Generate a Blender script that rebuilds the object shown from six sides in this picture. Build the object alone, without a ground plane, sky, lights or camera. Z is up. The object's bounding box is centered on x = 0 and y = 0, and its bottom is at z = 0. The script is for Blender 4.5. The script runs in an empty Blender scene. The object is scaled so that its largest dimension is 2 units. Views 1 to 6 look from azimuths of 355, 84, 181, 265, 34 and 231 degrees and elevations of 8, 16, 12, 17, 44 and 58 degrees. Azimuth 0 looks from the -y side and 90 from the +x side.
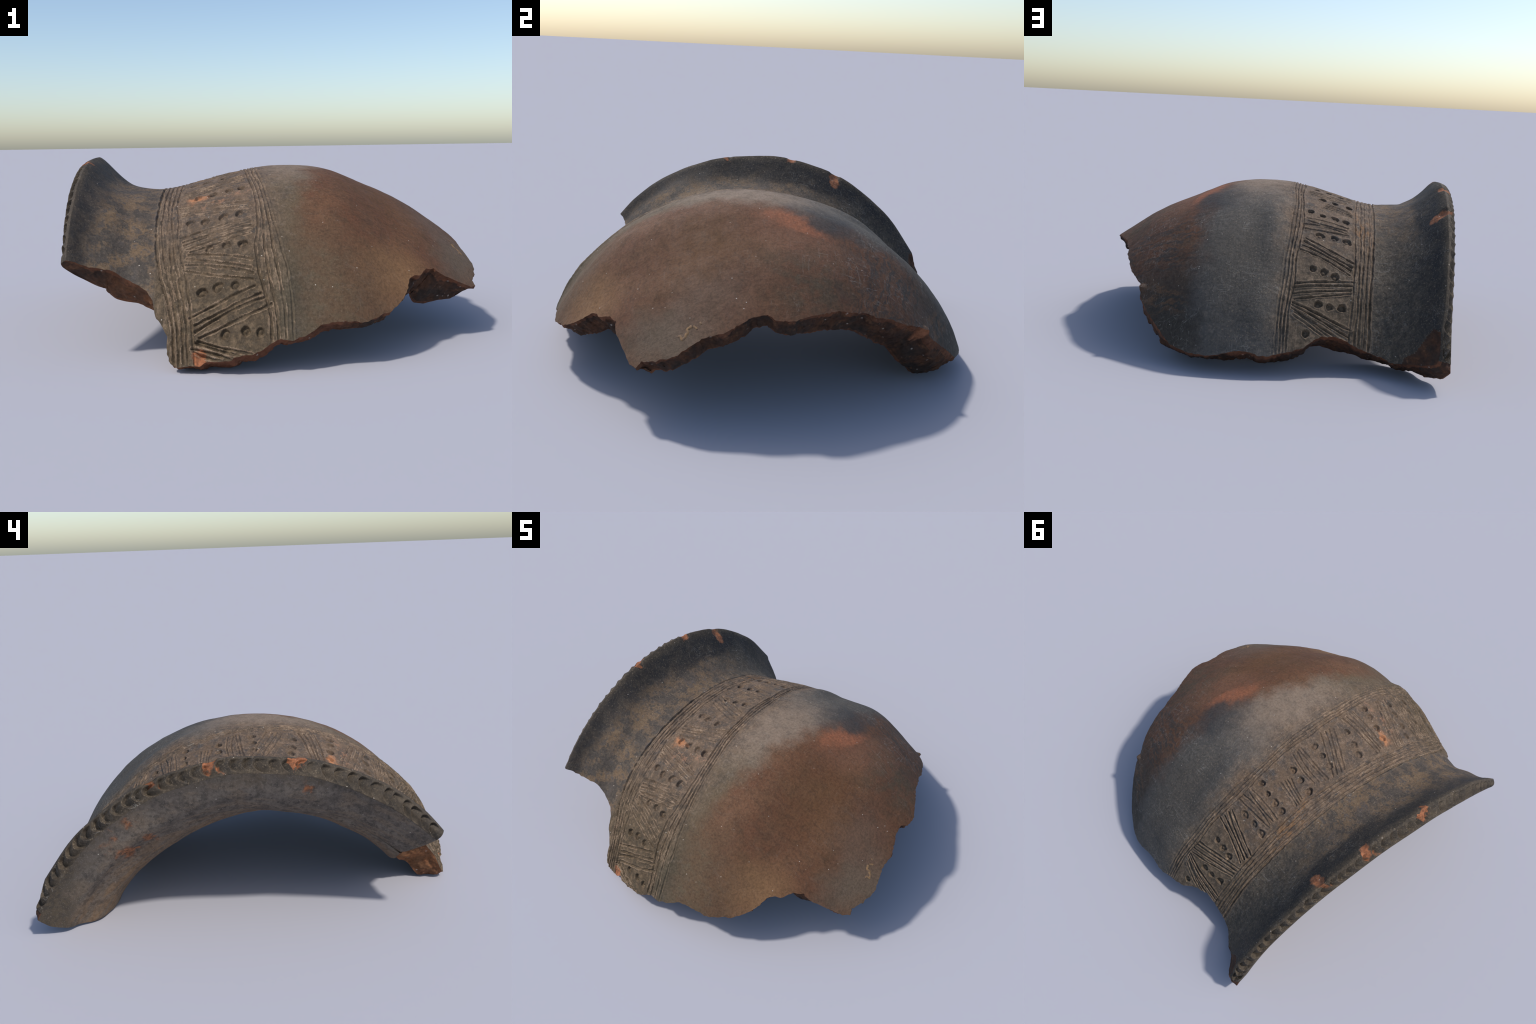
"""Shoulder-and-rim sherd of a hand-built cooking pot.

The pot's axis lies along x (through y = 0, z = AXIS_Z).  The outer wall is a
loft through cross-sections r(x, phi); the sherd is the piece of that wall
inside a fracture line drawn in (x, phi).  The inner wall is the outer one set
back by the wall thickness, a thumb-pressed lip closes the mouth side and a
rough fracture face closes all the broken sides.
"""
import math
import bpy
import numpy as np
from mathutils.geometry import delaunay_2d_cdt
from mathutils.kdtree import KDTree

RNG = np.random.default_rng(7)
AXIS_Z = -0.33
PHI_REF = 1.3

# ----------------------------------------------------------------------------
# cross-sections of the outer wall: (x, radius at the top, then its change with
# phi, phi^2, phi^3, phi^4) - a slightly lopsided hand-made pot
SECTIONS = np.array([
    (-0.92, 1.185, -0.090, -0.074, 0.055, -0.003),
    (-0.84, 1.143, 0.085, -0.003, -0.030, -0.060),
    (-0.78, 1.081, 0.118, -0.010, -0.021, 0.004),
    (-0.72, 1.020, 0.113, 0.000, -0.014, 0.015),
    (-0.66, 0.987, 0.056, 0.016, 0.022, -0.007),
    (-0.60, 0.977, -0.012, 0.017, 0.046, -0.015),
    (-0.52, 0.970, -0.039, -0.007, 0.028, 0.001),
    (-0.42, 0.982, -0.046, -0.012, 0.011, 0.002),
    (-0.30, 1.012, -0.058, -0.020, 0.014, 0.008),
    (-0.18, 1.042, -0.076, -0.018, 0.029, 0.012),
    (-0.05, 1.067, -0.083, -0.046, 0.035, 0.026),
    (0.08, 1.075, -0.077, -0.061, 0.034, 0.033),
    (0.20, 1.069, -0.054, -0.026, 0.019, 0.009),
    (0.32, 1.042, -0.018, -0.007, -0.007, -0.002),
    (0.45, 0.987, 0.012, -0.023, -0.041, 0.020),
    (0.60, 0.922, 0.018, -0.031, -0.053, 0.031),
    (0.78, 0.811, 0.024, 0.000, -0.077, -0.036),
    (0.95, 0.692, 0.025, 0.000, -0.198, -0.154),
])
# lip: outer crown and inner edge, each x(phi) and r(phi) as a quartic
CROWN_X = (-0.822, 0.074, 0.066, 0.031, 0.002)
INNER_X = (-0.884, 0.094, 0.159, -0.070, -0.065)
INNER_R = (1.060, 0.064, -0.113, -0.086, 0.174)
PHI_A, PHI_B, PHI_B_IN = -0.803, 1.125, 1.135          # where the lip is broken off
S_LIP = -0.822                        # domain coordinate of the lip edge

# fracture line on the outer face (x, phi, how far the inner edge runs past it)
FRACTURE = [
    (-.82, -.80, 0), (-.777, -.803, 0), (-.735, -.803, 0), (-.70, -.803, 0), (-.663, -.811, .01),
    (-.64, -.828, .02), (-.592, -.860, .02), (-.557, -.886, .015), (-.533, -.93, 0), (-.531, -.975, 0),
    (-.522, -1.01, 0), (-.495, -1.045, 0), (-.478, -1.085, 0), (-.479, -1.13, 0), (-.474, -1.18, 0),
    (-.447, -1.207, .005), (-.40, -1.203, .01), (-.363, -1.21, .012), (-.34, -1.195, .012), (-.245, -1.195, .008),
    (-.228, -1.184, .005), (-.166, -1.18, 0), (-.09, -1.142, 0), (-.058, -1.131, 0), (-.018, -1.138, 0),
    (.03, -1.125, 0), (.063, -1.108, .005), (.105, -1.085, .008), (.155, -1.075, .008), (.22, -1.075, .008),
    (.27, -1.077, 0), (.345, -1.047, 0), (.378, -1.033, 0), (.44, -.975, 0), (.465, -.942, .005),
    (.489, -.875, .01), (.515, -.85, .012), (.548, -.843, .012), (.587, -.793, .02), (.63, -.773, .045),
    (.66, -.79, .045), (.708, -.796, .035), (.77, -.797, .008), (.818, -.799, -.015), (.847, -.775, -.015),
    (.846, -.735, -.01), (.875, -.67, 0), (.888, -.61, 0), (.893, -.54, 0), (.888, -.47, 0),
    (.872, -.411, 0), (.873, -.379, 0), (.876, -.297, 0), (.87, -.245, 0), (.846, -.147, 0),
    (.838, -.07, 0), (.862, -.03, 0), (.865, .058, 0), (.838, .14, 0), (.816, .205, 0),
    (.785, .28, 0), (.745, .43, 0), (.740, .495, 0), (.728, .54, 0), (.710, .60, 0),
    (.692, .66, .005), (.66, .72, .01), (.63, .77, .012), (.617, .80, .015), (.622, .84, .018),
    (.603, .885, .03), (.575, .935, .04), (.52, 1.01, .055), (.475, 1.075, .048), (.44, 1.105, .030),
    (.378, 1.133, .012), (.30, 1.147, .008), (.262, 1.148, .004), (.235, 1.14, .004), (.14, 1.12, .004),
    (.112, 1.12, .002), (.056, 1.135, 0), (.02, 1.138, 0), (-.026, 1.124, 0), (-.09, 1.112, 0),
    (-.146, 1.085, 0), (-.19, 1.045, .005), (-.22, 1.032, .01), (-.274, 1.026, .012), (-.295, 1.03, .012),
    (-.35, 1.05, .01), (-.39, 1.07, .005), (-.433, 1.088, .005), (-.497, 1.114, .005), (-.516, 1.128, .008),
    (-.565, 1.138, .025), (-.61, 1.142, .045), (-.64, 1.142, .050), (-.68, 1.138, .028),
]
# wall thickness against phi
WALL_PHI = (-1.25, -0.85, -0.5, -0.36, -0.05, 0.1, 0.2, 0.5, 0.65, 0.8, 1.2)
WALL_FAR = (0.085, 0.108, 0.062, 0.080, 0.076, 0.096, 0.120, 0.138, 0.180, 0.195, 0.19)      # far broken end
WALL_NECK = (0.11, 0.180, 0.195, 0.189, 0.172, 0.176, 0.178, 0.182, 0.181, 0.178, 0.175)     # throat
# how far the fracture face swells between its two edges, against the ring phi
SWELL = [(-1.3, .004), (-.75, -.004), (.5, -.004), (.8, .010), (.93, .032), (1.05, .032), (1.12, .014), (1.16, .002), (1.3, .0)]

# ---- the decorated band ----------------------------------------------------
NECK_EDGE = [(-1.25, -.455), (-1.07, -.458), (-.96, -.473), (-.84, -.50), (-.74, -.512), (-.59, -.518), (-.44, -.511),
             (-.2, -.499), (-.03, -.488), (.24, -.473), (.41, -.465), (.53, -.455), (.63, -.448), (.79, -.436), (1.06, -.429), (1.25, -.425)]
NECK_INNER = [(-1.25, -.38), (-1.08, -.386), (-.97, -.39), (-.875, -.40), (-.78, -.417), (-.63, -.43), (-.5, -.431), (-.4, -.434),
              (-.17, -.415), (-.07, -.408), (.09, -.393), (.22, -.378), (.44, -.372), (.65, -.365), (.75, -.36), (.86, -.355), (1.0, -.342), (1.25, -.335)]
BODY_INNER = [(-1.25, -.09), (-1.12, -.092), (-1.05, -.094), (-.97, -.11), (-.89, -.126), (-.78, -.129), (-.66, -.108), (-.54, -.104),
              (-.4, -.108), (-.28, -.123), (-.12, -.12), (-.05, -.126), (.11, -.112), (.25, -.117), (.42, -.115), (.59, -.096), (.79, -.084), (.94, -.066), (1.25, -.06)]
BODY_EDGE = [(-1.25, -.01), (-.99, -.011), (-.88, -.015), (-.8, -.028), (-.61, -.048), (-.44, -.06), (-.3, -.075), (-.06, -.073),
             (.13, -.073), (.22, -.075), (.37, -.065), (.56, -.048), (.77, -.03), (.94, -.02), (1.25, -.015)]
# punched dots: rows run from the neck side to the body side
DOT_ROWS = [
    [(-.262, -1.099), (-.187, -1.096), (-.132, -1.103)],
    [(-.343, -.930), (-.283, -.920), (-.217, -.922)],
    [(-.304, -.742), (-.238, -.743), (-.176, -.752)],
    [(-.379, -.566), (-.317, -.582), (-.242, -.583), (-.180, -.590)],
    [(-.342, -.382), (-.275, -.389), (-.211, -.394), (-.155, -.398)],
    [(-.354, -.185), (-.296, -.199), (-.221, -.211)],
    [(-.315, -.011), (-.252, -.018), (-.187, -.017)],
    [(-.350, .162), (-.278, .154), (-.217, .147)],
    [(-.329, .335), (-.276, .331), (-.214, .327), (-.155, .309)],
    [(-.328, .497), (-.269, .490), (-.200, .488)],
    [(-.271, .729), (-.219, .712), (-.169, .701)],
    [(-.307, .883), (-.251, .887), (-.197, .883)],
    [(-.145, 1.028)],
]
# incised bundles: first stroke, last stroke (neck end, body end), count, depth
BUNDLES = [
    ((-.42, -.425), (-.135, -.500), (-.41, -.500), (-.135, -.575), 5, .8),
    ((-.415, -.655), (-.135, -.622), (-.385, -.742), (-.14, -.705), 5, .9),
    ((-.385, -.745), (-.142, -.832), (-.41, -.822), (-.147, -.908), 4, 1.1),
    ((-.39, -1.030), (-.142, -.934), (-.355, -1.105), (-.088, -1.008), 4, 1.1),
    ((-.365, -1.112), (-.165, -1.178), (-.385, -1.150), (-.26, -1.198), 4, 1.5),
    ((-.40, -.288), (-.145, -.240), (-.375, -.350), (-.14, -.312), 4, .9),
    ((-.37, -.060), (-.165, -.165), (-.37, .010), (-.15, -.085), 4, .75),
    ((-.36, .040), (-.150, .040), (-.34, .110), (-.155, .090), 4, .7),
    ((-.345, .212), (-.235, .186), (-.36, .265), (-.215, .245), 4, .8),
    ((-.33, .385), (-.135, .365), (-.33, .460), (-.125, .450), 4, .7),
    ((-.357, .625), (-.132, .522), (-.345, .705), (-.110, .596), 4, 1.15),
    ((-.360, .738), (-.085, .790), (-.345, .805), (-.090, .862), 4, 1.15),
    ((-.345, .990), (-.090, .882), (-.325, 1.055), (-.080, .915), 3, 1.3),
    ((-.22, 1.02), (-.085, .945), (-.25, 1.03), (-.10, .93), 2, .8),
]
# chips: centre (x, phi), radius, depth
CHIPS = [(-.812, .187, .040, .009), (-.775, .425, .046, .012), (-.838, -.128, .018, .008), (-.35, -1.19, .045, .010)]
SPALL = [(-.545, 1.20), (-.575, 1.108), (-.615, 1.090), (-.640, 1.055), (-.66, 1.024), (-.685, 1.000), (-.708, 1.015),
         (-.716, 1.048), (-.724, 1.085), (-.727, 1.2)]


# ----------------------------------------------------------------------------
# small numeric helpers
def smooth(t):
    t = np.clip(t, 0, 1)
    return t * t * (3 - 2 * t)


def natural_spline(xs, ys):
    n = len(xs)
    h = np.diff(xs)
    A = np.zeros((n, n))
    b = np.zeros((n, ys.shape[1]))
    A[0, 0] = A[-1, -1] = 1
    for i in range(1, n - 1):
        A[i, i - 1], A[i, i], A[i, i + 1] = h[i - 1] / 6, (h[i - 1] + h[i]) / 3, h[i] / 6
        b[i] = (ys[i + 1] - ys[i]) / h[i] - (ys[i] - ys[i - 1]) / h[i - 1]
    M = np.linalg.solve(A, b)

    def ev(x):
        i = np.clip(np.searchsorted(xs, x) - 1, 0, n - 2)
        hh = h[i]
        t = (x - xs[i]) / hh
        a = 1 - t
        return (a[:, None] * ys[i] + t[:, None] * ys[i + 1]
                + ((a ** 3 - a) * hh * hh / 6)[:, None] * M[i] + ((t ** 3 - t) * hh * hh / 6)[:, None] * M[i + 1])
    return ev


section_at = natural_spline(SECTIONS[:, 0], SECTIONS[:, 1:])


def poly(c, phi):
    p = np.clip(phi, -0.86, 1.2) / PHI_REF
    return sum(ck * p ** k for k, ck in enumerate(c))


def radius(x, phi):
    c = section_at(x)
    p = np.clip(phi, -1.3, 1.25)
    r = c[:, 0] + p * (c[:, 1] + p * (c[:, 2] + p * (c[:, 3] + p * c[:, 4])))
    # the throat is filled out towards the near end of the neck
    r = r + 0.070 * smooth((-phi - .08) / .42) * np.exp(-((x + .712) / .084) ** 2)
    # a swelling low on the far flank, a flatter spot near the broken end
    r = r + 0.026 * np.exp(-((x - .07) / .085) ** 2 - ((phi - .93) / .17) ** 2)
    r = r + 0.020 * np.exp(-((x - .02) / .065) ** 2 - ((phi - .42) / .24) ** 2)
    r = r + 0.016 * np.exp(-((x + .03) / .05) ** 2 - ((phi + .95) / .16) ** 2)
    return r - 0.020 * np.exp(-((x - .76) / .13) ** 2 - ((phi - .36) / .24) ** 2)


def cyl(x, r, phi):
    return np.stack([x, r * np.sin(phi), AXIS_Z + r * np.cos(phi)], -1)


def to_x(s, phi):
    """domain coordinate s -> x: near the mouth s follows the lip."""
    fade = smooth((-0.45 - s) / 0.33)
    return s + (poly(CROWN_X, phi) - S_LIP) * fade


def to_s(x, phi):
    s = x.copy()
    for _ in range(30):
        s = s - 0.8 * (to_x(s, phi) - x)
    return s


def outer_base(s, phi):
    x = to_x(s, phi)
    return cyl(x, radius(x, phi), phi)


def base_normal(s, phi, e=2e-3):
    a = outer_base(s + e, phi) - outer_base(s - e, phi)
    b = outer_base(s, phi + e) - outer_base(s, phi - e)
    n = np.cross(b, a)
    n /= np.linalg.norm(n, axis=1)[:, None]
    up = np.stack([np.zeros_like(phi), np.sin(phi), np.cos(phi)], -1)
    return n * np.sign((n * up).sum(1))[:, None]


def _hash(ix, iy, iz, k):
    h = (ix * 374761393 + iy * 668265263 + iz * 2147483647 + k * 1274126177) & 0xFFFFFFFF
    h = ((h ^ (h >> 13)) * 1274126177) & 0xFFFFFFFF
    return ((h ^ (h >> 16)) & 0xFFFF) / 32767.5 - 1.0


def noise(P, scale, seed=0, octaves=3, gain=0.5):
    out = np.zeros(len(P))
    amp, tot = 1.0, 0.0
    for o in range(octaves):
        q = P * (2 ** o) / scale + 17.3 * (seed + o)
        i = np.floor(q).astype(np.int64)
        f = q - i
        f = f * f * f * (f * (f * 6 - 15) + 10)
        acc = 0
        for dx in (0, 1):
            for dy in (0, 1):
                for dz in (0, 1):
                    w = (f[:, 0] if dx else 1 - f[:, 0]) * (f[:, 1] if dy else 1 - f[:, 1]) * (f[:, 2] if dz else 1 - f[:, 2])
                    acc = acc + w * _hash(i[:, 0] + dx, i[:, 1] + dy, i[:, 2] + dz, seed)
        out += amp * acc
        tot += amp
        amp *= gain
    return out / tot


def inside(px, py, ring):
    c = np.zeros(len(px), bool)
    n = len(ring)
    for i in range(n):
        x1, y1 = ring[i]
        x2, y2 = ring[(i + 1) % n]
        if y1 == y2:
            continue
        c ^= ((y1 > py) != (y2 > py)) & (px < (x2 - x1) * (py - y1) / (y2 - y1) + x1)
    return c


def curve_at(table, phi):
    t = np.array(table)
    return np.interp(phi, t[:, 0], t[:, 1])


# ----------------------------------------------------------------------------
# wall thickness and inner wall
def thickness(s, phi):
    far = np.interp(phi, WALL_PHI, WALL_FAR)
    neck = np.interp(phi, WALL_PHI, WALL_NECK)
    w = smooth((s + .70) / 1.3)
    t = neck * (1 - w) + far * w + (0.024 + 0.012 * smooth((phi - .2) / .3)) * np.exp(-((s + .74) / .05) ** 2)
    t = t + 0.042 * np.exp(-((s - .14) / .28) ** 2 - ((phi - .5) / .36) ** 2)
    t = t + 0.030 * np.exp(-((s + .33) / .20) ** 2 - ((phi - .5) / .32) ** 2)
    return t + 0.070 * np.exp(-((s - .67) / .11) ** 2 - ((phi + .86) / .15) ** 2)


def lip_inner(phi):
    return cyl(poly(INNER_X, phi), poly(INNER_R, phi), phi)


def inner_wall(s, phi):
    P = outer_base(s, phi) - base_normal(s, phi) * thickness(s, phi)[:, None]
    s0 = np.full_like(s, S_LIP)
    at_lip = outer_base(s0, phi) - base_normal(s0, phi) * thickness(s0, phi)[:, None]
    w = smooth(1 - (s - S_LIP) / 0.26)
    return P + w[:, None] * (lip_inner(phi) - at_lip)


# ----------------------------------------------------------------------------
# relief of the outer face
def strokes():
    """all incised lines as (points in (s, phi), width, depth)."""
    out = []
    ph = np.linspace(-1.25, 1.25, 120)
    ne, ni = curve_at(NECK_EDGE, ph), curve_at(NECK_INNER, ph)
    bi, be = curve_at(BODY_INNER, ph), curve_at(BODY_EDGE, ph)
    P = np.stack([ph * 0, ph, ph * 0], -1)
    for k in range(5):
        w = noise(P * 1.0, 0.13, 40 + k, 3) * (0.006 if k else 0.003)
        t = np.clip(k / 4 + (RNG.normal(0, .045) if 0 < k < 4 else 0), 0, 1)
        out.append((np.stack([ne * (1 - t) + ni * t + w, ph], -1), .0035 if k else .0042, .0072 if k == 0 else .0052))
    for k in range(4):
        w = noise(P * 1.0, 0.13, 60 + k, 3) * 0.006
        t = k / 3
        fade = .0072 if k < 3 else .0050
        out.append((np.stack([bi * (1 - t) + be * t + w, ph], -1), .0036, fade * .85))
    for a0, a1, b0, b1, n, d in BUNDLES:
        a0, a1, b0, b1 = map(np.array, (a0, a1, b0, b1))
        for k in range(n):
            t = k / (n - 1)
            p0 = a0 * (1 - t) + b0 * t + RNG.normal(0, .004, 2)
            p1 = a1 * (1 - t) + b1 * t + RNG.normal(0, .004, 2)
            u = np.linspace(0, 1, 8)[:, None]
            bend = RNG.normal(0, .005)
            line = p0 * (1 - u) + p1 * u
            line[:, 1] += (bend * 4 * u * (1 - u))[:, 0]
            out.append((line, .0034 + RNG.uniform(0, .0012), .0066 * d))
    return out


def relief(s, phi, P):
    h = 0.0030 * noise(P, 0.30, 1, 2) + 0.0020 * noise(P, 0.085, 2, 2) + 0.0006 * noise(P * np.array([.5, 1, 1]), 0.018, 3, 2)
    h = h + .007 * np.exp(-(s - S_LIP) / .05) * noise(np.stack([phi, phi * 0, phi * 0], -1), .16, 4, 2)
    worn = np.zeros(len(P))
    m = np.where((s > -.56) & (s < .04))[0]
    if len(m):
        ss, pp = s[m], phi[m]
        wob = 0.0036 * noise(P[m], 0.030, 5, 2)
        rough = np.clip(.92 + 0.5 * noise(P[m], 0.045, 6, 2) + 0.8 * noise(P[m], 0.15, 7, 2), .2, 1.5)
        hb = 0.0008 * noise(P[m], 0.012, 8, 2)
        groove = np.zeros(len(m))
        ridge = np.zeros(len(m))
        for line, w, d in strokes():
            lo, hi = line.min(0) - .03, line.max(0) + .03
            k = np.where((ss > lo[0]) & (ss < hi[0]) & (pp > lo[1]) & (pp < hi[1]))[0]
            if not len(k):
                continue
            q = np.stack([ss[k], pp[k]], -1)
            best = np.full(len(k), 9.0)
            for a, b in zip(line[:-1], line[1:]):
                dv = b - a
                t = np.clip(((q - a) @ dv) / (dv @ dv), 0, 1)
                best = np.minimum(best, np.hypot(*(q - a - t[:, None] * dv).T))
            best = np.abs(best + wob[k] * (best > 0))
            groove[k] = np.maximum(groove[k], d * rough[k] * np.exp(-(best / w) ** 2))
            ridge[k] = np.maximum(ridge[k], .48 * d * np.exp(-((best - 1.8 * w) / (.75 * w)) ** 2))
        hb += ridge * (1 - np.clip(groove / .004, 0, 1)) - groove
        for row in DOT_ROWS:
            for (dx, dp) in row:
                rr = .0185 * RNG.uniform(.9, 1.1)
                dep = .0145 * RNG.uniform(.7, 1.1)
                k = np.where((np.abs(ss - dx) < .04) & (np.abs(pp - dp) < .04))[0]
                r = np.hypot(ss[k] - dx, (pp[k] - dp)) * (1 + .40 * noise(P[m][k], .022, 9, 2))
                t = smooth((rr - r) / (.24 * rr))
                floor = -dep * t + .0065 * np.exp(-(r / (.42 * rr)) ** 2)
                rim = .0018 * np.exp(-((r - 1.15 * rr) / (.2 * rr)) ** 2)
                hb[k] = hb[k] * (1 - t) + floor * (t > 0) + rim
        h[m] += hb
        worn[m] = (ridge / .0026) * (groove < .0024) + .80 * noise(P[m], .040, 90, 3)
    return h, worn


def spall_depth(s, phi):
    x = to_x(s, phi)
    ring = np.array(SPALL)
    m = inside(x, phi, ring)
    d = np.full(len(x), 9.0)
    for a, b in zip(ring[:-1], ring[1:]):
        dv = b - a
        q = np.stack([x, phi], -1)
        t = np.clip(((q - a) @ dv) / (dv @ dv), 0, 1)
        d = np.minimum(d, np.hypot(*(q - a - t[:, None] * dv).T))
    return np.where(m, np.minimum(d * 0.8, .022), 0), m


def chip_depth(P):
    h = np.zeros(len(P))
    for x, p, r, d in CHIPS:
        xa, pa = np.array([x]), np.array([p])
        c = cyl(xa, radius(xa, pa), pa)[0]
        q = np.linalg.norm(P - c, axis=1) * (1 + .35 * noise(P, .025, 12, 2))
        h += d * smooth((r - q) / (.8 * r))
    return h


# ----------------------------------------------------------------------------
# triangulated sheet inside a ring: quads inside, a Delaunay strip at the edge
def sheet(ring, s_lines, p_lines, step):
    ns, npn = len(s_lines), len(p_lines)
    S, Pm = np.meshgrid(s_lines, p_lines, indexing="ij")
    ok = inside(S.ravel(), Pm.ravel(), ring).reshape(ns, npn)
    near = np.zeros_like(ok)
    dense = []
    for a, b in zip(ring, np.roll(ring, -1, 0)):
        n = max(1, int(np.hypot(*(b - a)) / (step * .4)))
        dense.append(a + (b - a) * (np.arange(n) / n)[:, None])
    dense = np.concatenate(dense)
    i = np.clip(np.searchsorted(s_lines, dense[:, 0]), 1, ns - 1)
    j = np.clip(np.searchsorted(p_lines, dense[:, 1]), 1, npn - 1)
    for di in (-1, 0):
        for dj in (-1, 0):
            near[i + di, j + dj] = True
    ok &= ~near
    quad = ok[:-1, :-1] & ok[1:, :-1] & ok[1:, 1:] & ok[:-1, 1:]
    used = np.zeros_like(ok)
    for di in (0, 1):
        for dj in (0, 1):
            used[di:ns - 1 + di, dj:npn - 1 + dj] |= quad
    idx = np.full(ok.shape, -1)
    n_ring = len(ring)
    idx[used] = n_ring + np.arange(used.sum())
    pts = np.concatenate([ring, np.stack([S[used], Pm[used]], -1)])
    qi, qj = np.where(quad)
    faces = [tuple(f) for f in np.stack([idx[qi, qj], idx[qi + 1, qj], idx[qi + 1, qj + 1], idx[qi, qj + 1]], -1).tolist()]
    # border edges of the quad block
    edges = []
    qpad = np.pad(quad, 1)
    for a, b in zip(qi, qj):
        if not qpad[a, b + 1]:
            edges.append((idx[a, b], idx[a, b + 1]))
        if not qpad[a + 2, b + 1]:
            edges.append((idx[a + 1, b], idx[a + 1, b + 1]))
        if not qpad[a + 1, b]:
            edges.append((idx[a, b], idx[a + 1, b]))
        if not qpad[a + 1, b + 2]:
            edges.append((idx[a, b + 1], idx[a + 1, b + 1]))
    border = sorted({int(v) for e in edges for v in e})
    loc = {v: n_ring + k for k, v in enumerate(border)}
    cv = [tuple(p) for p in ring.tolist()] + [tuple(pts[v].tolist()) for v in border]
    ce = [(k, (k + 1) % n_ring) for k in range(n_ring)] + [(loc[int(a)], loc[int(b)]) for a, b in edges]
    vo, eo, fo, ov, oe, of = delaunay_2d_cdt(cv, ce, [], 0, 1e-9)
    back = [o[0] if o else -1 for o in ov]
    vo = np.array([tuple(v) for v in vo])
    tri = np.array([f for f in fo])
    cen = vo[tri].mean(1)
    keep = inside(cen[:, 0], cen[:, 1], ring)
    a = np.clip(np.searchsorted(s_lines, cen[:, 0]) - 1, 0, ns - 2)
    b = np.clip(np.searchsorted(p_lines, cen[:, 1]) - 1, 0, npn - 2)
    keep &= ~quad[a, b]
    for t in tri[keep]:
        f = [back[v] for v in t]
        if min(f) < 0:
            continue
        faces.append(tuple(v if v < n_ring else border[v - n_ring] for v in f))
    return pts, faces


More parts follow.
